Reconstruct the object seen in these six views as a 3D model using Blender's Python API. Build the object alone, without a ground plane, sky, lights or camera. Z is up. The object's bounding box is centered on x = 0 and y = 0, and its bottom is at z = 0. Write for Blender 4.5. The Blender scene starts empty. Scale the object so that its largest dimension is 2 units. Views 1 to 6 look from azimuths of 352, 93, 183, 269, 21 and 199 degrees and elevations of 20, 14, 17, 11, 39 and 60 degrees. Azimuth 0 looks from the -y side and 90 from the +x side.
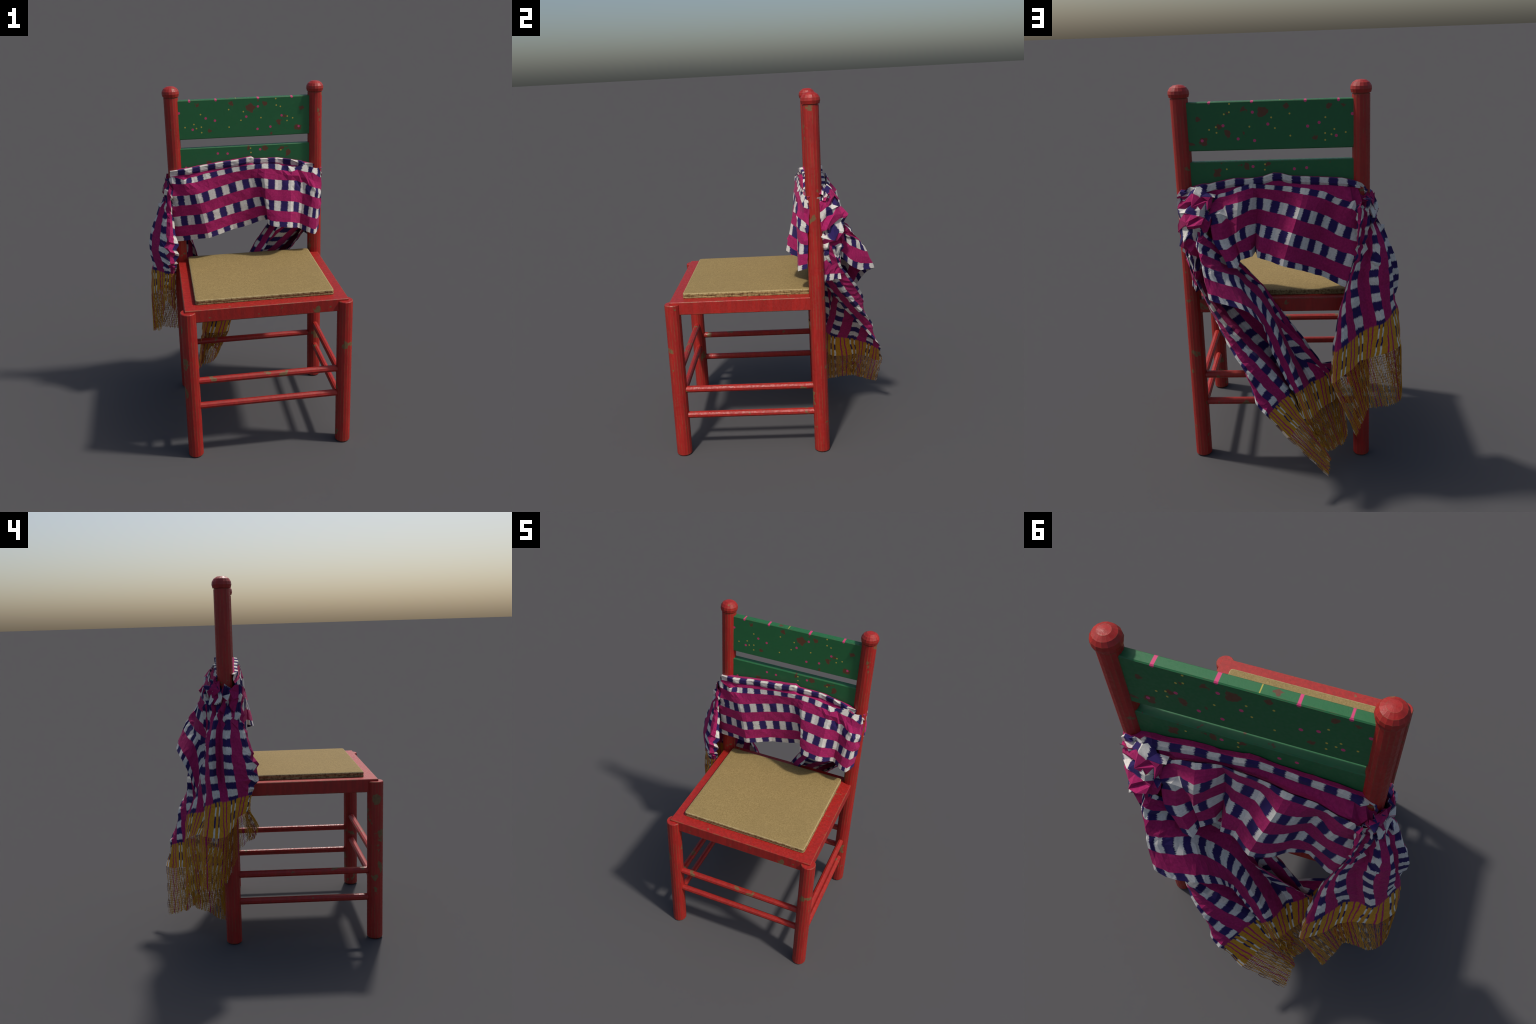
"""Painted wooden chair with a checked, fringed shawl wrapped round its back."""
import bpy, math, random
import numpy as np
from mathutils import Vector

rng = random.Random(7)

# ------------------------------------------------------------------ node helpers
class Nodes:
    def __init__(self, name):
        self.mat = bpy.data.materials.new(name)
        self.mat.use_nodes = True
        self.t = self.mat.node_tree
        self.t.nodes.clear()
        self.out = self.t.nodes.new("ShaderNodeOutputMaterial")
        self.bsdf = self.t.nodes.new("ShaderNodeBsdfPrincipled")
        self.t.links.new(self.bsdf.outputs[0], self.out.inputs[0])

    def put(self, sock, v):
        if hasattr(v, "is_linked") or isinstance(v, bpy.types.NodeSocket):
            self.t.links.new(v, sock)
        elif v is not None:
            sock.default_value = v

    def math(self, op, a, b=None, c=None, clamp=False):
        n = self.t.nodes.new("ShaderNodeMath")
        n.operation, n.use_clamp = op, clamp
        for i, v in enumerate((a, b, c)):
            if v is not None:
                self.put(n.inputs[i], v)
        return n.outputs[0]

    def vmath(self, op, a, b=None):
        n = self.t.nodes.new("ShaderNodeVectorMath")
        n.operation = op
        self.put(n.inputs[0], a)
        if b is not None:
            self.put(n.inputs[1], b)
        return n.outputs["Value"] if op in ("DISTANCE", "DOT_PRODUCT", "LENGTH") else n.outputs[0]

    def coord(self, kind="Object"):
        return self.t.nodes.new("ShaderNodeTexCoord").outputs[kind]

    def split(self, v):
        n = self.t.nodes.new("ShaderNodeSeparateXYZ")
        self.put(n.inputs[0], v)
        return n.outputs

    def join(self, x=0.0, y=0.0, z=0.0):
        n = self.t.nodes.new("ShaderNodeCombineXYZ")
        for i, v in enumerate((x, y, z)):
            self.put(n.inputs[i], v)
        return n.outputs[0]

    def scale(self, v, s):
        return self.vmath("MULTIPLY", v, s)

    def noise(self, v, scale, detail=3.0, rough=0.55):
        n = self.t.nodes.new("ShaderNodeTexNoise")
        self.put(n.inputs["Vector"], v)
        n.inputs["Scale"].default_value = scale
        n.inputs["Detail"].default_value = detail
        n.inputs["Roughness"].default_value = rough
        return n.outputs[0]

    def ramp(self, v, lo, hi, a=0.0, b=1.0):
        n = self.t.nodes.new("ShaderNodeMapRange")
        n.interpolation_type = "SMOOTHSTEP"
        self.put(n.inputs[0], v)
        for i, x in enumerate((lo, hi, a, b)):
            n.inputs[i + 1].default_value = x
        return n.outputs[0]

    def mix(self, f, a, b):
        n = self.t.nodes.new("ShaderNodeMix")
        n.data_type = "RGBA"
        self.put(n.inputs[0], f)
        for s, v in ((n.inputs[6], a), (n.inputs[7], b)):
            self.put(s, v if not isinstance(v, tuple) else (*v[:3], 1.0))
        return n.outputs[2]

    def bump(self, h, strength, dist):
        n = self.t.nodes.new("ShaderNodeBump")
        n.inputs["Strength"].default_value = strength
        n.inputs["Distance"].default_value = dist
        self.put(n.inputs["Height"], h)
        self.t.links.new(n.outputs[0], self.bsdf.inputs["Normal"])

    def edge(self, radius):
        """0 on flats, rising to 1 on sharp edges."""
        b = self.t.nodes.new("ShaderNodeBevel")
        b.samples = 6
        b.inputs["Radius"].default_value = radius
        g = self.t.nodes.new("ShaderNodeNewGeometry")
        return self.math("SUBTRACT", 1.0, self.vmath("DOT_PRODUCT", b.outputs[0], g.outputs["Normal"]))

    def done(self, color, rough=0.5, spec=0.5):
        self.put(self.bsdf.inputs["Base Color"], color if not isinstance(color, tuple) else (*color, 1.0))
        self.put(self.bsdf.inputs["Roughness"], rough)
        self.bsdf.inputs["Specular IOR Level"].default_value = spec
        return self.mat


RED = (0.405, 0.0155, 0.011)
RED_DARK = (0.315, 0.0135, 0.0095)
WOOD = (0.17, 0.095, 0.035)
GREEN = (0.021, 0.148, 0.048)
RUST = (0.125, 0.050, 0.024)
PINK = (0.62, 0.05, 0.17)
DOT_YELLOW = (0.52, 0.40, 0.06)
MAGENTA = (0.395, 0.019, 0.122)
NAVY = (0.031, 0.018, 0.105)
WHITE = (0.72, 0.68, 0.62)
GOLD = (0.57, 0.268, 0.022)
STRAW = (0.40, 0.295, 0.125)


def red_paint(edge_radius=0.005, facet_wear=0.35):
    m = Nodes("worn_red_paint")
    p = m.coord("Object")
    info = m.t.nodes.new("ShaderNodeObjectInfo").outputs["Random"]
    q = m.vmath("ADD", p, m.scale(m.join(info, info, info), (7.3, 3.1, 9.7)))
    streak = m.noise(m.scale(q, (1, 1, 0.12)), 55, 3)
    base = m.mix(m.ramp(streak, 0.35, 0.7), RED_DARK, RED)
    chips = m.ramp(m.math("ADD", m.noise(q, 9.0, 2), m.math("MULTIPLY", m.noise(q, 60.0, 3), 0.22)), 0.762, 0.785)
    e = m.edge(edge_radius)
    wear = m.math("MULTIPLY", m.ramp(e, 0.004, 0.012), m.ramp(m.noise(m.scale(q, (1, 1, 0.5)), 30, 4), 0.42, 0.56))
    wear = m.math("MULTIPLY", wear, facet_wear + 0.35)
    col = m.mix(m.math("MAXIMUM", chips, wear, clamp=True), base, m.mix(m.noise(q, 70, 3), (0.12, 0.06, 0.022), (0.24, 0.14, 0.055)))
    m.bump(m.noise(m.scale(q, (1, 1, 0.3)), 260, 3), 0.25, 0.002)
    return m.done(col, m.ramp(m.noise(q, 90, 3), 0.3, 0.7, 0.38, 0.62), 0.5)


def dotted_green():
    """Green paint; the flicked pink and yellow dots run straight through the board."""
    m = Nodes("dotted_green_paint")
    p = m.coord("Object")
    x, y, z = m.split(p)
    flat = m.join(x, 0.0, z)
    col = m.mix(m.noise(p, 120, 4), (0.018, 0.130, 0.044), GREEN)
    rust_n = m.math("ADD", m.noise(m.vmath("ADD", p, (3.1, 0.4, 1.7)), 12.5, 2), m.math("MULTIPLY", m.noise(p, 55, 3), 0.22))
    rust = m.ramp(rust_n, 0.80, 0.82)
    torn = m.math("MULTIPLY", m.math("SUBTRACT", m.noise(p, 48, 4, 0.6), 0.5), 0.05)
    for cx, cz, r in ((.117, 1.858, .026), (.205, 1.880, .012), (.290, 1.764, .016), (.325, 1.798, .011), (.430, 1.842, .012), (.405, 1.728, .020), (.0, 1.888, .012), (-.20, 1.884, .012),
                      (-.135, 1.735, .011), (.20, 1.605, .016), (.345, 1.575, .018), (.10, 1.612, .012), (-.15, 1.54, .010)):
        d = m.math("ADD", m.vmath("DISTANCE", flat, (cx, 0.0, cz)), torn)
        rust = m.math("MAXIMUM", rust, m.ramp(d, r - 0.002, r + 0.002, 1.0, 0.0))
    e = m.math("MULTIPLY", m.ramp(m.edge(0.004), 0.02, 0.10), m.ramp(m.noise(p, 30, 4), 0.50, 0.60))
    col = m.mix(m.math("MAXIMUM", rust, e, clamp=True), col, RUST)

    def spots(places, r):
        total = None
        for cx, cz in places:
            d = m.ramp(m.vmath("DISTANCE", flat, (cx, 0.0, cz)), r * 0.8, r * 1.1, 1.0, 0.0)
            total = d if total is None else m.math("MAXIMUM", total, d)
        return total

    pink = [(-.235, 1.742), (-.154, 1.806), (-.099, 1.790), (.091, 1.805), (.158, 1.728), (.163, 1.863), (.237, 1.738), (.307, 1.803),
            (.412, 1.733), (-.312, 1.843), (-.247, 1.910), (-.090, 1.911), (.165, 1.913), (.370, 1.912),
            (-.09, 1.590), (-.03, 1.586), (.171, 1.602), (-.287, 1.512)]
    yellow = [(-.28, 1.757), (-.226, 1.773), (-.212, 1.748), (-.182, 1.755), (-.182, 1.722), (-.184, 1.83), (-.014, 1.852), (-.015, 1.747),
              (.074, 1.836), (.058, 1.785), (.272, 1.905), (.275, 1.866), (.30, 1.857), (.342, 1.797), (.375, 1.785), (.34, 1.77),
              (.031, 1.92), (.18, 1.795), (.112, 1.612), (.114, 1.585), (.30, 1.592)]
    col = m.mix(spots(pink, 0.0076), col, PINK)
    col = m.mix(spots(yellow, 0.0046), col, DOT_YELLOW)
    m.bump(m.noise(p, 220, 3), 0.15, 0.002)
    return m.done(col, m.ramp(m.noise(p, 80, 3), 0.3, 0.7, 0.42, 0.62), 0.4)


def straw_pad():
    m = Nodes("pressed_straw")
    p = m.coord("Object")
    grain = m.noise(m.scale(p, (1, 1, 1.0)), 150, 4, 0.7)
    col = m.mix(m.ramp(grain, 0.32, 0.68), (0.235, 0.165, 0.062), (0.35, 0.252, 0.102))
    col = m.mix(m.ramp(m.noise(p, 9, 3), 0.4, 0.7, 0.0, 0.35), col, (0.265, 0.19, 0.077))
    layer = m.noise(m.scale(p, (0.12, 0.12, 1.0)), 330, 3, 0.6)
    fine = m.noise(m.scale(p, (1.0, 1.0, 0.5)), 110, 3)
    nrm = m.split(m.t.nodes.new("ShaderNodeNewGeometry").outputs["Normal"])[2]
    side = m.ramp(m.math("ABSOLUTE", nrm), 0.35, 0.75, 1.0, 0.0)
    cut = m.mix(m.ramp(m.math("MULTIPLY_ADD", fine, 0.45, m.math("MULTIPLY", layer, 0.75)), 0.46, 0.68), (0.10, 0.055, 0.022), (0.36, 0.27, 0.115))
    col = m.mix(m.math("MULTIPLY", side, 0.95), col, cut)
    rim = m.math("MULTIPLY", m.ramp(nrm, 0.25, 0.6), m.ramp(nrm, 0.93, 0.985, 1.0, 0.0))  # mask for the highlight on the pad's top edge, painted as paler straw
    col = m.mix(m.math("MULTIPLY", rim, m.ramp(fine, 0.35, 0.6, 0.25, 0.7)), col, (0.47, 0.37, 0.19))
    m.bump(grain, 0.35, 0.004)
    return m.done(col, 0.85, 0.2)


# Shawl weave, in metres of flat cloth: U along the length (0 where the gold border starts), W across.
CHECK, BAND = 0.0595, 0.068
PERIOD, HALF = CHECK + BAND, 0.031
STEP, PALE = 0.0925, 0.045
WIDTH = HALF * 2 + BAND * 7 + CHECK * 6
BORDER, FRINGE = 0.16, 0.43


def shawl_cloth():
    m = Nodes("woven_shawl")
    g = m.vmath("SUBTRACT", m.coord("Generated"), (0.5, 0.5, 0.5))
    g = m.scale(g, (2.0, 2.0, 2.0))
    u0, w0, _ = m.split(g)
    # threads wander a little: ragged ends along each stripe of weft
    ragged = m.math("SUBTRACT", m.noise(m.scale(g, (25, 420, 1)), 1.0, 2), 0.5)
    wob = m.math("SUBTRACT", m.noise(m.scale(g, (60, 60, 1)), 1.0, 2), 0.5)
    u = m.math("ADD", u0, m.math("ADD", m.math("MULTIPLY", ragged, 0.028), m.math("MULTIPLY", wob, 0.004)))
    w = m.math("ADD", w0, m.math("MULTIPLY", wob, 0.004))
    t = m.math("FLOORED_MODULO", m.math("SUBTRACT", w, HALF), PERIOD)
    band = m.math("MULTIPLY", m.ramp(t, -0.0015, 0.0015), m.ramp(t, BAND - 0.0015, BAND + 0.0015, 1.0, 0.0))
    s = m.math("FLOORED_MODULO", m.math("SUBTRACT", m.math("ABSOLUTE", u), 0.02), STEP)
    pale = m.math("MULTIPLY", m.ramp(s, 0.0, 0.004), m.ramp(s, PALE, PALE + 0.004, 1.0, 0.0))
    tone = m.noise(m.scale(g, (90, 90, 1)), 1.0, 4, 0.65)
    thread = m.noise(m.scale(g, (500, 900, 1)), 1.0, 2)
    mag = m.mix(m.ramp(tone, 0.3, 0.72), tuple(c * 0.80 for c in MAGENTA), tuple(c * 1.12 for c in MAGENTA))
    chk = m.mix(pale, m.mix(tone, tuple(c * 0.75 for c in NAVY), tuple(c * 1.3 for c in NAVY)), m.mix(m.ramp(tone, 0.3, 0.7), tuple(c * 0.86 for c in WHITE), tuple(min(1, c * 1.06) for c in WHITE)))
    field = m.mix(band, chk, mag)

    def line(centre, half):
        d = m.math("ABSOLUTE", m.math("SUBTRACT", t, centre))
        return m.ramp(d, half * 0.6, half * 1.3, 1.0, 0.0)

    maglines = m.math("MAXIMUM", line(BAND * 0.32, 0.0042), line(BAND * 0.70, 0.0042))
    dashes = m.math("MULTIPLY", m.math("MAXIMUM", line(BAND + CHECK * 0.28, 0.0048), line(BAND + CHECK * 0.74, 0.0048)), m.ramp(u0, BORDER, BORDER + 0.02, 1.0, 0.6))
    sel = m.ramp(w0, 0.003, 0.006, 1.0, 0.0)
    sel = m.math("MAXIMUM", sel, m.ramp(w0, WIDTH - 0.006, WIDTH - 0.003))
    gold = m.mix(m.ramp(tone, 0.3, 0.7), tuple(c * 0.85 for c in GOLD), tuple(c * 1.1 for c in GOLD))
    gold = m.mix(maglines, gold, MAGENTA)
    gold = m.mix(m.math("MAXIMUM", dashes, sel), gold, chk)
    fade = m.math("ADD", u0, m.math("MULTIPLY", m.math("SUBTRACT", m.noise(m.scale(g, (20, 500, 1)), 1.0, 2), 0.5), 0.016))
    col = m.mix(m.ramp(fade, -0.004, 0.006), field, gold)
    m.bump(m.math("ADD", thread, m.math("MULTIPLY", tone, 0.8)), 0.35, 0.003)
    m.bsdf.inputs["Sheen Weight"].default_value = 0.05
    return m.done(col, 0.9, 0.1)


# ------------------------------------------------------------------ mesh helpers
def add(name, me, mat, parent, loc=(0, 0, 0)):
    ob = bpy.data.objects.new(name, me)
    bpy.context.scene.collection.objects.link(ob)
    ob.parent, ob.location = parent, loc
    if mat and not me.materials:
        me.materials.append(mat)
    return ob


def mesh(name, verts, faces, smooth=False):
    me = bpy.data.meshes.new(name)
    me.from_pydata([tuple(v) for v in verts], [], faces)
    me.update()
    me.polygons.foreach_set("use_smooth", [smooth] * len(me.polygons))
    return me


def lathe(name, profile, n, turn=0.0):
    """Facetted turned part; profile is (radius, z) from bottom to top."""
    vs, fs = [], []
    for r, z in profile:
        for i in range(n):
            a = 2 * math.pi * (i + turn) / n
            vs.append((r * math.cos(a), r * math.sin(a), z))
    for j in range(len(profile) - 1):
        for i in range(n):
            k = (i + 1) % n
            fs.append((j * n + i, j * n + k, (j + 1) * n + k, (j + 1) * n + i))
    fs.append(tuple(reversed(range(n))))
    fs.append(tuple(range((len(profile) - 1) * n, len(profile) * n)))
    return mesh(name, vs, fs)


def box(name, size, bevel, segments=1):
    import bmesh
    bm = bmesh.new()
    bmesh.ops.create_cube(bm, size=1.0)
    bmesh.ops.scale(bm, vec=size, verts=bm.verts)
    bmesh.ops.bevel(bm, geom=list(bm.edges), offset=bevel, segments=segments, affect="EDGES", profile=0.5)
    me = bpy.data.meshes.new(name)
    bm.to_mesh(me)
    bm.free()
    return me


def top_level(name, label, category):
    e = bpy.data.objects.new(name, None)
    bpy.context.scene.collection.objects.link(e)
    e["label"], e["category"] = label, category
    return e


# ------------------------------------------------------------------ the chair
LEFT, RIGHT, FRONT, BACK = -0.3545, 0.5155, -0.582, 0.2125
MID = (LEFT + RIGHT) / 2
POST = 0.0435
chair = top_level("wooden_chair", "red painted chair with dotted green back slats and straw seat", "chair")
red, red_round = red_paint(0.006, 0.3), red_paint(0.0035, 0.1)
green, straw = dotted_green(), straw_pad()

back_post = lathe("back_post", [(POST - 0.004, 0.0), (POST, 0.006), (POST, 1.20), (POST, 1.935)], 16, 0.5)
front_leg = lathe("front_leg", [(POST - 0.004, 0.0), (POST, 0.006), (POST, 0.899), (POST - 0.003, 0.9025)], 16, 0.5)
knob_profile = [(POST - 0.004, 1.934), (POST - 0.004, 1.9385), (0.0475, 1.940), (0.0520, 1.957), (0.0500, 1.972), (0.0405, 1.987), (0.0235, 1.9975), (0.004, 2.0)]
knob = lathe("post_knob", knob_profile, 16, 0.5)
for x in (LEFT, RIGHT):
    add("back_post", back_post, red, chair, (x, BACK, 0))
    add("post_knob", knob, red_round, chair, (x, BACK, 0))
    add("front_leg", front_leg, red, chair, (x, FRONT, 0))

for z0, z1 in ((1.683, 1.916), (1.396, 1.629)):
    ob = add("back_slat", box("back_slat", (RIGHT - LEFT - 0.05, 0.042, z1 - z0), 0.004), green, chair)
    ob.data.transform(__import__("mathutils").Matrix.Translation((MID, BACK + 0.001, (z0 + z1) / 2)))

seat = box("seat_frame", (0.905, 0.832, 0.0725), 0.003)
add("seat_frame", seat, red, chair, (MID, -0.181, 0.87825))

# straw pad: box with softened rim, ragged cut layers down its edge
PX, PY = 0.776, 0.708
def pad_mesh():
    vs, fs = [], []
    prof = [(0.010, 0.0), (0.003, 0.002), (0.0, 0.007), (0.0022, 0.0085), (0.0, 0.0105), (0.0005, 0.016), (0.0025, 0.018), (0.0005, 0.020), (0.0, 0.027), (0.0005, 0.0315), (0.002, 0.0345), (0.0055, 0.0363), (0.014, 0.037), (0.05, 0.037)]
    per = []
    n, c = 44, 0.012
    hx, hy = PX / 2, PY / 2
    for sx, sy, horiz in ((-1, -1, 0), (1, -1, 1), (1, 1, 2), (-1, 1, 3)):
        for i in range(n):
            f = i / n
            if horiz == 0: p = (-hx + 2 * hx * f, -hy)
            elif horiz == 1: p = (hx, -hy + 2 * hy * f)
            elif horiz == 2: p = (hx - 2 * hx * f, hy)
            else: p = (-hx, hy - 2 * hy * f)
            per.append(p)
    m = len(per)
    for inset, z in prof:
        for (x, y) in per:
            jx = rng.uniform(-0.0009, 0.0009) if 0.001 < z < 0.034 else 0
            cx, cy = max(-hx + inset, min(hx - inset, x)), max(-hy + inset, min(hy - inset, y))
            # round the corners in plan
            qx, qy = hx - inset - c, hy - inset - c
            dx, dy = abs(cx) - qx, abs(cy) - qy
            if dx > 0 and dy > 0:
                k = c / max(math.hypot(dx, dy), c)
                cx, cy = math.copysign(qx + dx * k, cx), math.copysign(qy + dy * k, cy)
            vs.append((cx + jx * (1 if abs(cx) > abs(cy) else 0), cy + jx * (1 if abs(cy) >= abs(cx) else 0), z))
    for j in range(len(prof) - 1):
        for i in range(m):
            k = (i + 1) % m
            fs.append((j * m + i, j * m + k, (j + 1) * m + k, (j + 1) * m + i))
    fs.append(tuple(reversed(range(m))))
    fs.append(tuple(range((len(prof) - 1) * m, len(prof) * m)))
    me = mesh("seat_pad", vs, fs, True)
    return me

add("seat_pad", pad_mesh(), straw, chair, (0.0785, -0.176, 0.9067))

RUNG = 0.0195
def rung(length, axis):
    prof = [(RUNG, -length / 2), (RUNG, length / 2)]
    me = lathe("rung", prof, 10, 0.5)
    M = __import__("mathutils").Matrix
    me.transform(M.Rotation(math.pi / 2, 4, "Y") if axis == "x" else M.Rotation(math.pi / 2, 4, "X"))
    return me

across, along = rung(RIGHT - LEFT - 0.05, "x"), rung(BACK - FRONT - 0.05, "y")
for z in (0.477, 0.318):
    for y in (FRONT, BACK):
        add("rung", across, red_round, chair, (MID, y, z))
for z in (0.395, 0.238):
    for x in (LEFT, RIGHT):
        add("rung", along, red_round, chair, (x, (FRONT + BACK) / 2, z))

# ------------------------------------------------------------------ the shawl
shawl = top_level("shawl", "magenta shawl with navy and white checks, golden fringed ends", "scarf")
cloth = shawl_cloth()


def spline(P, axis, pos):
    """Catmull-Rom through the control points along an axis, at fractional index pos."""
    P = np.moveaxis(P, axis, 0)
    n = len(P)
    i = np.clip(np.floor(pos).astype(int), 0, n - 2)
    f = (pos - i).reshape(-1, *([1] * (P.ndim - 1)))
    pad = np.concatenate([2 * P[:1] - P[1:2], P, 2 * P[-1:] - P[-2:-1]])
    a, b, c, d = pad[i], pad[i + 1], pad[i + 2], pad[i + 3]
    r = 0.5 * (2 * b + (c - a) * f + (2 * a - 5 * b + 4 * c - d) * f ** 2 + (3 * b - a - 3 * c + d) * f ** 3)
    lin = b + (c - b) * f
    return np.moveaxis(0.6 * r + 0.4 * lin, 0, axis)


CRUMPLES = [((.43, .325, 1.43), .10, .028), ((.50, .33, 1.26), .11, .018), ((-.40, .27, 1.41), .11, .015), ((-.43, .21, 1.36), .10, .014), ((-.38, .33, 1.17), .07, .016),
            ((-.43, .09, 1.00), .09, .018), ((-.43, .15, 1.30), .08, .012), ((.49, .16, 1.43), .11, .014), ((.34, .14, 1.48), .07, .006), ((-.30, .12, 1.45), .06, .006), ((.53, .22, 1.25), .08, .012), ((.31, .33, 1.38), .05, .014), ((-.35, .30, 1.46), .06, .012)]


def drape(name, us, ws, P, parent, facet=0.032, jitter=0.0025, nu=None, nw=None):
    """Cloth woven flat in (U, W) and hung through the control grid P[u][w]."""
    P = np.array(P, float)
    us, ws = np.array(us, float), np.array(ws, float)

    def samples(axis, n):
        d = np.linalg.norm(np.diff(P, axis=axis), axis=-1).mean(axis=1 - axis)
        pos = [0.0]
        for i, L in enumerate(d):
            k = max(1, int(round(L / facet)))
            pos += [i + (j + 1) / k for j in range(k)]
        return np.array(pos)

    pu, pw = samples(0, nu), samples(1, nw)
    Q = spline(spline(P, 0, pu), 1, pw)
    U = np.interp(pu, range(len(us)), us)
    W = np.interp(pw, range(len(ws)), ws)
    r = np.random.default_rng(sum(map(ord, name)) + len(us) * 31 + len(ws))
    amp = np.full(Q.shape[:2], jitter)
    for c, rad, a in CRUMPLES:
        d = np.linalg.norm(Q - np.array(c), axis=-1)
        amp += a * np.clip(1.35 - d / rad, 0, 1)
    Q = Q + (r.random(Q.shape) * 2 - 1) * amp[..., None] * .85
    Q[..., 0] = np.clip(Q[..., 0], -.566, .557)
    a, b = len(pu), len(pw)
    flat = [(U[i], W[j], 0.0) for i in range(a) for j in range(b)]
    faces = [(i * b + j, (i + 1) * b + j, (i + 1) * b + j + 1, i * b + j + 1) for i in range(a - 1) for j in range(b - 1)]
    return hang(name, flat, faces, Q.reshape(-1, 3), parent)


def hang(name, flat, faces, hung, parent):
    """The mesh keeps its flat weave as rest shape; the shape key drapes it."""
    me = mesh(name, flat, faces)
    me.use_auto_texspace = False
    me.texspace_location, me.texspace_size = (0, 0, 0), (1, 1, 1)
    ob = add(name, me, cloth, parent)
    ob.shape_key_add(name="flat")
    key = ob.shape_key_add(name="draped")
    key.data.foreach_set("co", np.asarray(hung, np.float32).ravel())
    key.value = 1.0
    return ob


def whites(n):
    """U of the n-th pale check, counted back from the gold border."""
    return -0.0425 - STEP * n


# --- front drape: columns from the left post to the right post; rows from fold to selvedge
front = [
    [(-.405, .165, 1.455), (-.40, .150, 1.35), (-.41, .16, 1.06)],
    [(-.378, .138, 1.469), (-.372, .135, 1.352), (-.354, .148, 1.057)],
    [(-.315, .118, 1.457), (-.298, .120, 1.357), (-.264, .130, 1.070)],
    [(-.250, .133, 1.461), (-.231, .103, 1.367), (-.175, .100, 1.083)],
    [(-.175, .128, 1.482), (-.149, .112, 1.386), (-.095, .117, 1.101)],
    [(-.085, .125, 1.499), (-.064, .123, 1.407), (-.013, .142, 1.117)],
    [(.006, .124, 1.512), (.023, .132, 1.427), (.076, .139, 1.136)],
    [(.096, .125, 1.521), (.102, .137, 1.438), (.161, .130, 1.165)],
    [(.150, .129, 1.523), (.140, .130, 1.438), (.206, .134, 1.166)],
    [(.190, .133, 1.524), (.181, .109, 1.436), (.194, .082, 1.152)],
    [(.273, .135, 1.512), (.270, .120, 1.421), (.238, .058, 1.141)],
    [(.356, .138, 1.496), (.349, .115, 1.414), (.330, .053, 1.132)],
    [(.400, .145, 1.496), (.390, .128, 1.405), (.365, .085, 1.118)],
    [(.447, .148, 1.492), (.430, .130, 1.385), (.405, .138, 1.095)],
    [(.510, .155, 1.470), (.490, .118, 1.365), (.455, .115, 1.072)],
    [(.545, .168, 1.445), (.540, .150, 1.340), (.500, .115, 1.055)],
    [(.556, .200, 1.430), (.555, .185, 1.320), (.535, .165, 1.080)],
]
front_u = [whites(n + 4) for n in (-1.5, -1, 0, 1, 2, 3, 4, 5, 5.5, 6, 7, 8, 8.5, 9, 10, 11, 11.6)]
grid = []
for t, m_, b in front:
    t, m_, b = map(np.array, (t, m_, b))
    hem = b + (m_ - b) * 0.11
    row = b + (m_ - b) * 0.5
    back_leaf = t + np.array((0, .022, -.05))
    grid.append([back_leaf, t + np.array((0, .004, .002)), t * .7 + m_ * .3, m_, m_ * .55 + row * .45, row, b * .6 + row * .4, hem, b])
drape("front_drape", front_u, [.435, .384, .355, .286, .222, .143, .057, .031, 0.0], grid, shawl, jitter=.0015)

# --- the folded upper rim that shows between the drape and the slats; its loose side tucks behind the drape's top
def rim(name, pts, us, side, drape_top):
    g = []
    xs = sorted(drape_top, key=lambda p: p[0])
    for (x, y, z) in pts:
        z += .002
        inner = BACK + side * 0.0225
        ty = np.interp(x, [p[0] for p in xs], [p[1] for p in xs])
        tz = np.interp(x, [p[0] for p in xs], [p[2] for p in xs])
        near = np.array((x, ty - side * .008, tz - .004))
        lip = np.array((x, y - side * .007, z - .032))
        g.append([(x, inner + side * .002, z - .03), (x, inner + side * .003, z + .004), (x, (inner + y) / 2, z + .006), (x, y, z + .002), (x, y - side * .001, z - .020), lip, lip * .4 + near * .6 + np.array((0, -side * .001, -.014)), near, near + np.array((0, -side * .006, -.05))])
    drape(name, us, [.29, .318, .348, .378, .398, .414, .44, .47, .52], g, shawl, jitter=.0018)

rim("front_fold", [(-.385, .165, 1.497), (-.340, .150, 1.502), (-.278, .141, 1.508), (-.184, .146, 1.523), (-.091, .145, 1.534), (.004, .139, 1.545), (.06, .142, 1.552), (.108, .147, 1.560), (.135, .160, 1.545), (.19, .160, 1.543), (.273, .170, 1.540), (.36, .165, 1.525), (.45, .160, 1.505), (.52, .165, 1.480), (.55, .185, 1.46)],
    [whites(n + 4) for n in (-1.2, -.7, 0, 1, 2, 3, 3.6, 4.1, 4.4, 5, 5.9, 6.8, 7.8, 8.6, 9)], -1, [f[0] for f in front])
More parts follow.
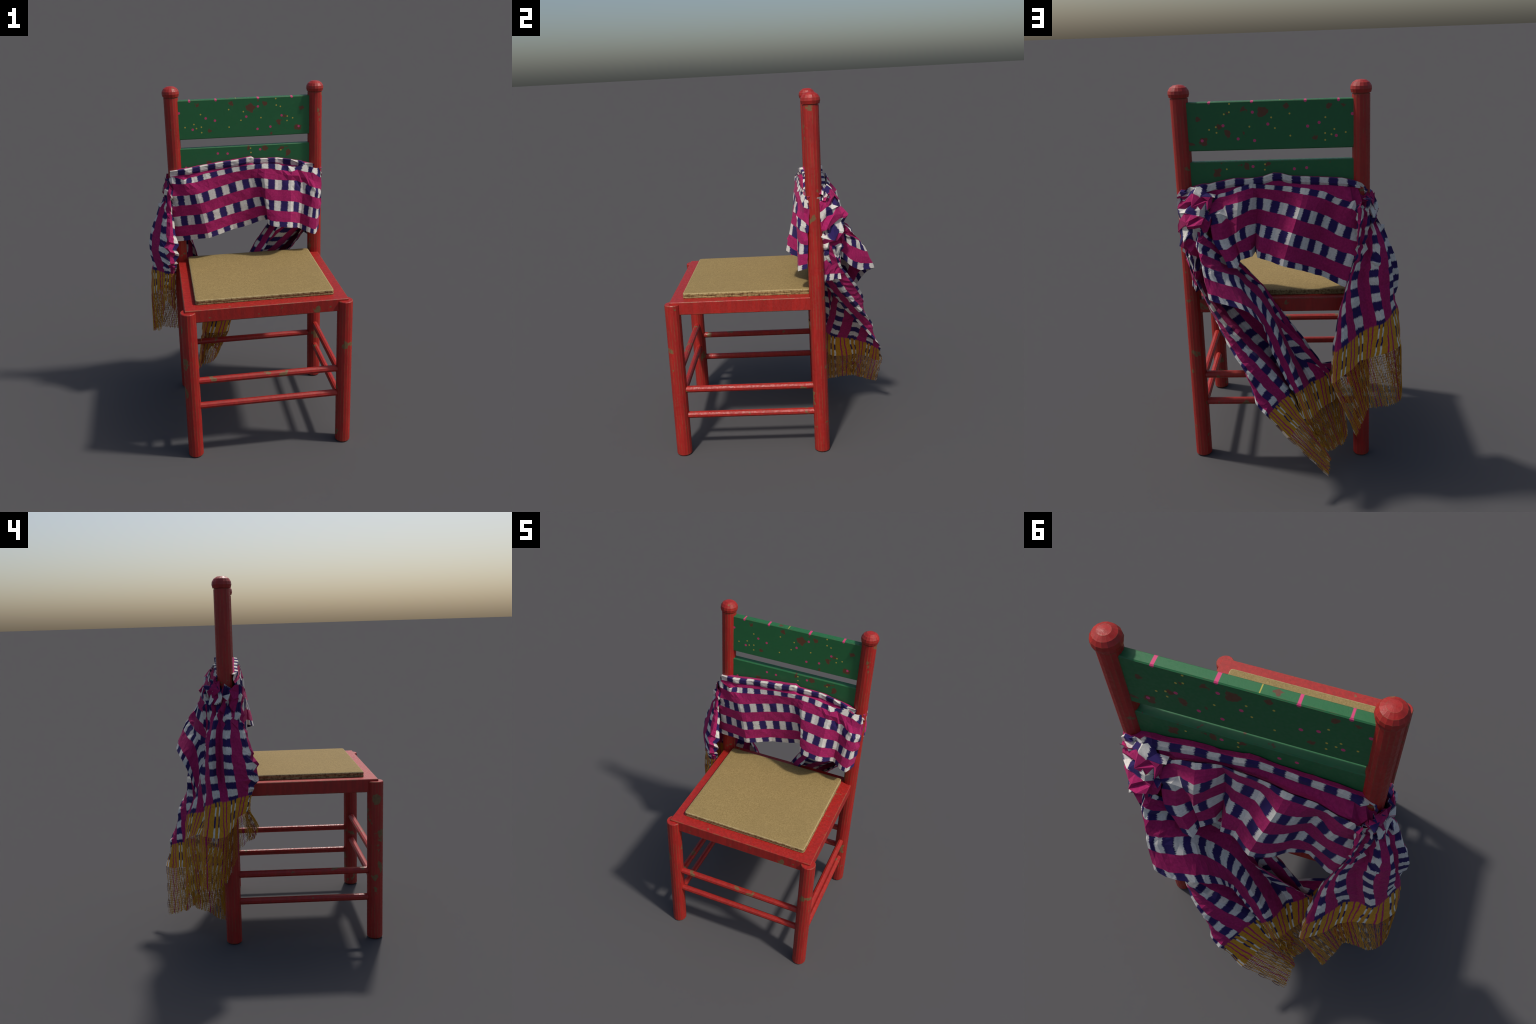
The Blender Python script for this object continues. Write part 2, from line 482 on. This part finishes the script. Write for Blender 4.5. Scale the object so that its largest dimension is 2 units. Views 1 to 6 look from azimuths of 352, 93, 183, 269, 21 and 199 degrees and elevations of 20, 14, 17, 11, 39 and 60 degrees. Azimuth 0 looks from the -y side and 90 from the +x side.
# --- back drape: columns from the right post (pleats) to the left post
back = [
    [(.375, .295, 1.475), (.385, .325, 1.41), (.37, .375, 1.27), (.31, .40, 1.17), (.30, .405, 1.14)],
    [(.330, .290, 1.480), (.330, .322, 1.425), (.325, .365, 1.27), (.275, .402, 1.175), (.255, .410, 1.140)],
    [(.285, .290, 1.495), (.290, .330, 1.435), (.280, .335, 1.285), (.247, .350, 1.195), (.243, .360, 1.160)],
    [(.250, .297, 1.510), (.243, .350, 1.450), (.257, .360, 1.305), (.242, .370, 1.205), (.236, .375, 1.170)],
    [(.175, .290, 1.530), (.172, .303, 1.462), (.205, .325, 1.330), (.188, .333, 1.208), (.184, .336, 1.176)],
    [(.155, .285, 1.525), (.155, .275, 1.457), (.160, .280, 1.330), (.172, .300, 1.220), (.170, .302, 1.190)],
    [(.090, .290, 1.520), (.103, .291, 1.452), (.130, .305, 1.326), (.154, .366, 1.211), (.157, .372, 1.180)],
    [(.003, .292, 1.512), (.021, .290, 1.431), (.061, .323, 1.309), (.103, .359, 1.191), (.110, .365, 1.161)],
    [(-.080, .305, 1.503), (-.056, .342, 1.416), (-.014, .380, 1.302), (.026, .413, 1.179), (.034, .418, 1.149)],
    [(-.172, .300, 1.485), (-.123, .330, 1.393), (-.082, .349, 1.269), (-.045, .384, 1.148), (-.040, .388, 1.118)],
    [(-.235, .302, 1.452), (-.186, .286, 1.358), (-.144, .297, 1.233), (-.105, .326, 1.111), (-.100, .330, 1.081)],
    [(-.315, .316, 1.430), (-.257, .318, 1.322), (-.211, .314, 1.202), (-.173, .300, 1.077), (-.168, .300, 1.047)],
    [(-.365, .305, 1.405), (-.322, .303, 1.295), (-.299, .329, 1.171), (-.254, .331, 1.044), (-.250, .333, 1.012)],
    [(-.400, .285, 1.400), (-.370, .290, 1.290), (-.345, .310, 1.160), (-.310, .335, 1.025), (-.305, .335, .995)],
]
back_u = [whites(n + 5) for n in (-3.6, -3, -2.5, -2, -1.05, -.7, 0, 1, 2, 3, 4, 5, 6, 6.7)]
grid = []
for t, a, b, c, d in back:
    t, a, b, c, d = map(np.array, (t, a, b, c, d))
    grid.append([t + np.array((0, -.015, -.045)), t, t * .65 + a * .35, a, a * .52 + b * .48, b, b * .5 + c * .5, c, d])
drape("back_drape", back_u, [.43, .384, .350, .286, .2225, .1585, .093, .031, 0.0], grid, shawl, jitter=.0018)

rim("back_fold", [(.548, .262, 1.470), (.533, .268, 1.490), (.45, .278, 1.508), (.36, .280, 1.525), (.267, .279, 1.542), (.176, .275, 1.541), (.12, .276, 1.55), (.073, .278, 1.565), (.035, .27, 1.562), (-.004, .264, 1.550), (-.09, .268, 1.543), (-.18, .270, 1.538), (-.26, .272, 1.532), (-.33, .268, 1.515), (-.38, .258, 1.49)],
    [whites(n) for n in (0, .3, 1.2, 2.2, 3.2, 4.2, 4.8, 5.3, 5.7, 6.1, 7.1, 8.1, 9, 9.8, 10.4)], 1, [b[0] for b in back])

# --- gathered bunch on the right post, with a short hem hanging behind it
bunch = [
    [(.36, .285, 1.49), (.37, .320, 1.45), (.375, .345, 1.40), (.385, .355, 1.32), (.415, .335, 1.24), (.44, .310, 1.14), (.445, .300, 1.06), (.45, .300, 1.00)],
    [(.41, .275, 1.51), (.41, .325, 1.46), (.405, .345, 1.41), (.43, .380, 1.34), (.45, .355, 1.23), (.465, .345, 1.13), (.470, .345, 1.06), (.475, .348, .998)],
    [(.47, .270, 1.50), (.48, .310, 1.45), (.480, .348, 1.42), (.475, .385, 1.36), (.48, .365, 1.25), (.48, .350, 1.14), (.48, .330, 1.06), (.48, .315, .998)],
    [(.533, .266, 1.48), (.540, .278, 1.434), (.530, .312, 1.40), (.530, .330, 1.33), (.515, .325, 1.23), (.498, .315, 1.14), (.495, .295, 1.06), (.490, .282, .998)],
    [(.548, .235, 1.46), (.550, .245, 1.42), (.550, .258, 1.37), (.545, .268, 1.29), (.530, .268, 1.21), (.515, .265, 1.14), (.510, .260, 1.06), (.505, .256, 1.0)],
    [(.535, .20, 1.45), (.540, .215, 1.40), (.540, .225, 1.34), (.535, .235, 1.28), (.525, .24, 1.20), (.515, .24, 1.12), (.51, .24, 1.05), (.505, .24, 1.0)],
]
drape("gathered_bunch", [whites(n) for n in (0, .75, 1.5, 2.3, 3.0, 3.5)], [.52, .45, .384, .30, .20, .12, .06, 0.0], bunch, shawl, facet=.028, jitter=.005)


# --- hanging ends.  Rows run from the gold border upwards; each row n is the n-th pale check.
def hanging_end(name, rows_u, cols_w, P, border, fringe_end, threads):
    """rows first to last; then the gold border row and its end; then the loose threads."""
    body = drape(name, list(rows_u) + [BORDER], cols_w, list(P) + [border], shawl, facet=.026, jitter=.003)
    ends = np.array([border, fringe_end], float)
    W = np.array(cols_w)
    r = np.random.default_rng(len(cols_w) + 40)
    flat, faces, hung = [], [], []
    drop = np.array(border, float) - np.array(P[-1], float)
    n = int(abs(W[-1] - W[0]) / threads)
    seg = 9

    def place(wf, f):
        """point on the fringe: f = 0 at the border, 1 at the tips"""
        p = spline(ends, 1, np.array([wf]))[:, 0]
        return p[0] * (1 - f) + p[1] * f

    def strand(path, uw, half):
        base = len(flat)
        for (p, q, side, n_) in path:
            for k in range(3):
                off = (side, -side * .5 + n_ * .8, -side * .5 - n_ * .8)[k] * half
                hung.append(p + off)
                flat.append((q[0], q[1], 0.0))
        m = len(path)
        for i in range(m - 1):
            for k in range(3):
                l = (k + 1) % 3
                faces.append((base + i * 3 + k, base + i * 3 + l, base + (i + 1) * 3 + l, base + (i + 1) * 3 + k))

    for i in range(n):
        wf = (i + .5 + r.uniform(-.25, .25)) / n * (len(W) - 1)
        w = float(np.interp(wf, range(len(W)), W))
        reach = 1.0 - abs(r.normal(0, .025))
        phase, wave = r.uniform(0, 6.28), r.uniform(.4, 1.0) * .0032
        path = []
        for s in range(seg + 1):
            f = reach * s / seg
            p = place(min(max(wf, 0), len(W) - 1), f)
            q = place(min(wf + .05, len(W) - 1), f) - place(max(wf - .05, 0), f)
            side = q / (np.linalg.norm(q) + 1e-9)
            d = place(wf, min(1, f + .05)) - place(wf, max(0, f - .05))
            n_ = np.cross(side, d)
            n_ /= np.linalg.norm(n_) + 1e-9
            wob = math.sin(phase + f * 17) * wave
            knot = .022 * max(0, 1.2 - np.linalg.norm(p - np.array((-.13, .45, .27))) / .07)
            path.append((p + side * (wob + knot * r.uniform(-1, 1)) + n_ * (r.uniform(-.0015, .0015) + knot * r.uniform(-1, 1)), (BORDER + (FRINGE - BORDER) * f, w), side, n_))
        strand(path, None, .0018)
    # open weft rows that still cross the loose threads
    for row in range(20):
        f0 = .02 + row * .049
        i = r.uniform(0, .3)
        while i < len(W) - 1.25:
            L = r.uniform(.35, 1.1)
            path = []
            for s in range(7):
                wf = min(i + L * s / 6, len(W) - 1)
                f = min(max(f0 + math.sin(wf * 9 + row) * .006, 0), .99)
                p = place(wf, f)
                d = place(wf, min(1, f + .05)) - place(wf, max(0, f - .05))
                d /= np.linalg.norm(d) + 1e-9
                q = place(min(wf + .05, len(W) - 1), f) - place(max(wf - .05, 0), f)
                n_ = np.cross(d, q)
                n_ /= np.linalg.norm(n_) + 1e-9
                path.append((p, (BORDER + (FRINGE - BORDER) * f, float(np.interp(wf, range(len(W)), W))), d, n_))
            strand(path, None, .0014)
            i += L + r.uniform(.05, .35)
    fr = hang("fringe", flat, faces, hung, body)
    fr["kind"] = "stuff"
    return body


# end that crosses the back from the right post down to the left: outer fold
s1 = [(.50, .285, 1.33), (.515, .305, 1.24), (.505, .325, 1.15), (.477, .350, 1.073), (.432, .392, 1.004), (.385, .433, .938), (.330, .465, .875), (.271, .486, .811), (.211, .475, .734), (.152, .470, .665), (.096, .457, .589), (.040, .442, .513), (.015, .432, .475)]
s2 = [(.525, .25, 1.28), (.53, .262, 1.20), (.515, .275, 1.12), (.480, .290, 1.050), (.450, .315, .985), (.410, .357, .910), (.365, .403, .840), (.320, .455, .765), (.264, .512, .693), (.209, .543, .630), (.152, .540, .552), (.094, .537, .488), (.083, .532, .460)]
edge = [(.49, .24, 1.22), (.49, .24, 1.13), (.47, .24, 1.05), (.44, .25, .97), (.41, .27, .90), (.37, .31, .82), (.33, .36, .75), (.29, .41, .68), (.26, .47, .62), (.225, .53, .56), (.18, .575, .50), (.138, .597, .455), (.122, .592, .430)]
s1, s2, edge = (np.array(a) for a in (s1, s2, edge))
n_rows = len(s1)
tuck = np.clip((n_rows - 3 - np.arange(n_rows)) / 4, 0, 1)[:, None]          # higher up the selvedge is tucked behind
edge = edge * (1 - tuck) + (s2 + np.array((-.06, -.07, -.015))) * tuck
rows_u = [whites(n_rows - 2 - i) for i in range(n_rows - 1)] + [0.0]
mid12 = (s1 + s2) / 2 + np.linspace(.0, .010, n_rows)[:, None] * np.array((.6, .4, -.3))
mid0 = (edge + s2) / 2 + np.array((.008, .006, 0)) * (1 - tuck)
# past the crease the cloth turns in and runs back as a hidden inner layer
INWARD = [(-.010, -.062, .0), (-.032, -.118, .004), (-.080, -.155, .015), (-.145, -.172, .022), (-.205, -.168, .03)]
P = [[edge[i], mid0[i], s2[i], mid12[i], s1[i]] + [s1[i] + np.array(d) * min(1, .45 + i * .12) for d in INWARD] for i in range(n_rows)]
hanging_end("hanging_end", rows_u, [0.0, .065, .128, .192, .256, .32, .384, .448, .511, .575], P,
            [(.028, .617, .330), (.005, .565, .320), (-.02, .525, .335), (-.04, .485, .335), (-.055, .452, .342), (-.052, .39, .33), (-.058, .31, .33), (-.115, .275, .34), (-.18, .26, .35), (-.225, .265, .36)],
            [(-.171, .600, .097), (-.178, .55, .105), (-.183, .50, .120), (-.185, .48, .125), (-.165, .45, .145), (-.145, .39, .15), (-.145, .32, .14), (-.18, .28, .12), (-.235, .26, .11), (-.26, .265, .115)], .0062)

# ... and its upper fold, which flares out over it near the top
fl = [(.43, .352, 1.11), (.41, .40, 1.055), (.395, .46, 1.02), (.377, .537, 1.023), (.303, .545, 1.001), (.226, .519, .967), (.185, .490, .925), (.142, .460, .865), (.128, .440, .810), (.118, .425, .755), (.098, .422, .695), (.075, .425, .635), (.045, .430, .565), (.015, .437, .505), (-.005, .440, .478)]
mm = [(.44, .355, 1.245), (.43, .398, 1.21), (.424, .449, 1.182), (.410, .483, 1.157), (.373, .477, 1.136), (.305, .440, 1.097), (.257, .405, 1.077), (.213, .390, 1.010), (.158, .382, .942), (.112, .384, .870), (.076, .388, .795), (.043, .393, .706), (.003, .403, .605), (-.025, .424, .527), (-.040, .428, .490)]
nn = [(.46, .33, 1.345), (.45, .362, 1.30), (.446, .398, 1.272), (.441, .418, 1.250), (.380, .381, 1.208), (.330, .345, 1.160), (.270, .312, 1.110), (.215, .290, 1.050), (.153, .278, .990), (.111, .272, .903), (.073, .270, .825), (.043, .275, .743), (.008, .281, .662), (-.076, .306, .512), (-.090, .323, .482)]
ee = [(.44, .31, 1.38), (.43, .33, 1.35), (.42, .350, 1.32), (.41, .365, 1.30), (.36, .340, 1.25), (.31, .315, 1.19), (.25, .282, 1.13), (.19, .255, 1.05), (.135, .240, .975), (.09, .235, .90), (.045, .235, .835), (-.01, .236, .757), (-.075, .241, .665), (-.155, .256, .540), (-.180, .257, .492)]
fl, mm, nn, ee = (np.array(a) for a in (fl, mm, nn, ee))
n_rows = len(fl)
rows_u = [whites(n_rows - 2 - i) for i in range(n_rows - 1)] + [0.0]
STEEP = np.interp(range(n_rows), [0, 4, 6, 9, 12, 14], [.5, .5, .66, .70, .6, .5])
P = []
for i in range(n_rows):
    out = max(0, 1 - abs(i - 4) / 4)
    P.append([fl[i], fl[i] * .76 + mm[i] * .24 + np.array((0, .004, 0)), (fl[i] + mm[i]) / 2 + np.array((0, .003 * out, .0)), mm[i], mm[i] * (1 - STEEP[i]) + nn[i] * STEEP[i] + np.array((-.004, .0, .0)), nn[i], (nn[i] + ee[i]) / 2 + np.array((-.012, -.002, 0)), ee[i], ee[i] + np.array((.03, -.028, -.008)), ee[i] + np.array((.055, -.045, -.012))])
P[-1][-2], P[-1][-1] = np.array((-.21, .205, .515)), np.array((-.225, .165, .53))
hanging_end("hanging_end", rows_u, [.256, .286, .32, .384, .448, .511, .575, .64, .70, .768], P,
            [(-.05, .455, .342), (-.06, .455, .342), (-.075, .452, .338), (-.088, .447, .337), (-.112, .42, .348), (-.135, .385, .360), (-.165, .345, .362), (-.205, .30, .355), (-.235, .24, .36), (-.25, .19, .37)],
            [(-.17, .45, .15), (-.175, .45, .15), (-.18, .44, .15), (-.19, .43, .14), (-.205, .41, .135), (-.22, .38, .13), (-.235, .34, .115), (-.25, .30, .09), (-.27, .25, .09), (-.285, .20, .105)], .0062)

# end that drops from the left post, pleated round its outside
cols = [0.0, .065, .128, .19, .256, .32, .384, .448, .511, .575, .64, .70, .768, .83, WIDTH]
P = [
    [(-.325, .300, 1.42), (-.340, .318, 1.43), (-.350, .312, 1.44), (-.360, .295, 1.45), (-.370, .305, 1.46), (-.38, .280, 1.46), (-.386, .280, 1.465), (-.394, .258, 1.46), (-.398, .250, 1.46), (-.404, .228, 1.45), (-.405, .200, 1.43), (-.406, .165, 1.44), (-.408, .137, 1.45), (-.395, .12, 1.43), (-.38, .13, 1.40)],
    [(-.325, .315, 1.30), (-.335, .338, 1.30), (-.345, .338, 1.31), (-.355, .300, 1.31), (-.380, .312, 1.31), (-.39, .280, 1.31), (-.410, .294, 1.31), (-.425, .272, 1.31), (-.440, .260, 1.32), (-.430, .235, 1.31), (-.446, .205, 1.31), (-.432, .175, 1.31), (-.428, .147, 1.31), (-.41, .125, 1.30), (-.39, .135, 1.28)],
    [(-.325, .305, 1.17), (-.320, .325, 1.17), (-.325, .330, 1.17), (-.335, .325, 1.17), (-.355, .315, 1.18), (-.380, .300, 1.17), (-.425, .318, 1.17), (-.460, .315, 1.17), (-.485, .288, 1.18), (-.455, .250, 1.18), (-.506, .218, 1.18), (-.478, .165, 1.18), (-.447, .122, 1.17), (-.41, .100, 1.17), (-.38, .12, 1.15)],
    [(-.295, .315, 1.04), (-.282, .330, 1.04), (-.285, .342, 1.05), (-.290, .342, 1.05), (-.305, .342, 1.05), (-.360, .305, 1.05), (-.410, .328, 1.06), (-.455, .328, 1.06), (-.507, .292, 1.07), (-.465, .250, 1.07), (-.540, .215, 1.07), (-.508, .158, 1.06), (-.462, .098, 1.05), (-.42, .062, 1.04), (-.37, .075, 1.02)],
    [(-.235, .335, .88), (-.240, .365, .89), (-.258, .378, .91), (-.275, .372, .93), (-.310, .366, .94), (-.37, .318, .94), (-.425, .330, .95), (-.465, .328, .96), (-.510, .287, .97), (-.480, .250, .97), (-.546, .208, .98), (-.508, .138, .97), (-.45, .072, .96), (-.41, .058, .95), (-.38, .08, .94)],
    [(-.200, .415, .70), (-.218, .458, .715), (-.260, .426, .732), (-.300, .385, .745), (-.340, .336, .762), (-.395, .328, .785), (-.450, .348, .810), (-.487, .320, .832), (-.516, .271, .854), (-.541, .237, .858), (-.525, .189, .866), (-.485, .140, .868), (-.445, .092, .870), (-.41, .095, .865), (-.39, .12, .86)],
]
border = [(-.192, .470, .550), (-.205, .480, .555), (-.250, .462, .580), (-.295, .43, .605), (-.340, .39, .630), (-.38, .365, .635), (-.425, .358, .640), (-.500, .349, .660), (-.552, .285, .665), (-.556, .235, .675), (-.530, .205, .70), (-.490, .165, .755), (-.460, .110, .790), (-.42, .105, .76), (-.40, .13, .74)]
tips = [(-.315, .478, .248), (-.325, .465, .262), (-.35, .43, .30), (-.365, .40, .32), (-.383, .372, .343), (-.44, .372, .355), (-.50, .378, .369), (-.54, .35, .375), (-.560, .31, .382), (-.558, .26, .40), (-.51, .23, .42), (-.485, .16, .57), (-.465, .058, .70), (-.42, .08, .62), (-.41, .12, .60)]
hanging_end("hanging_end", [-.67, -.53, -.39, -.26, -.14, 0.0], cols, P, border, tips, .0062)
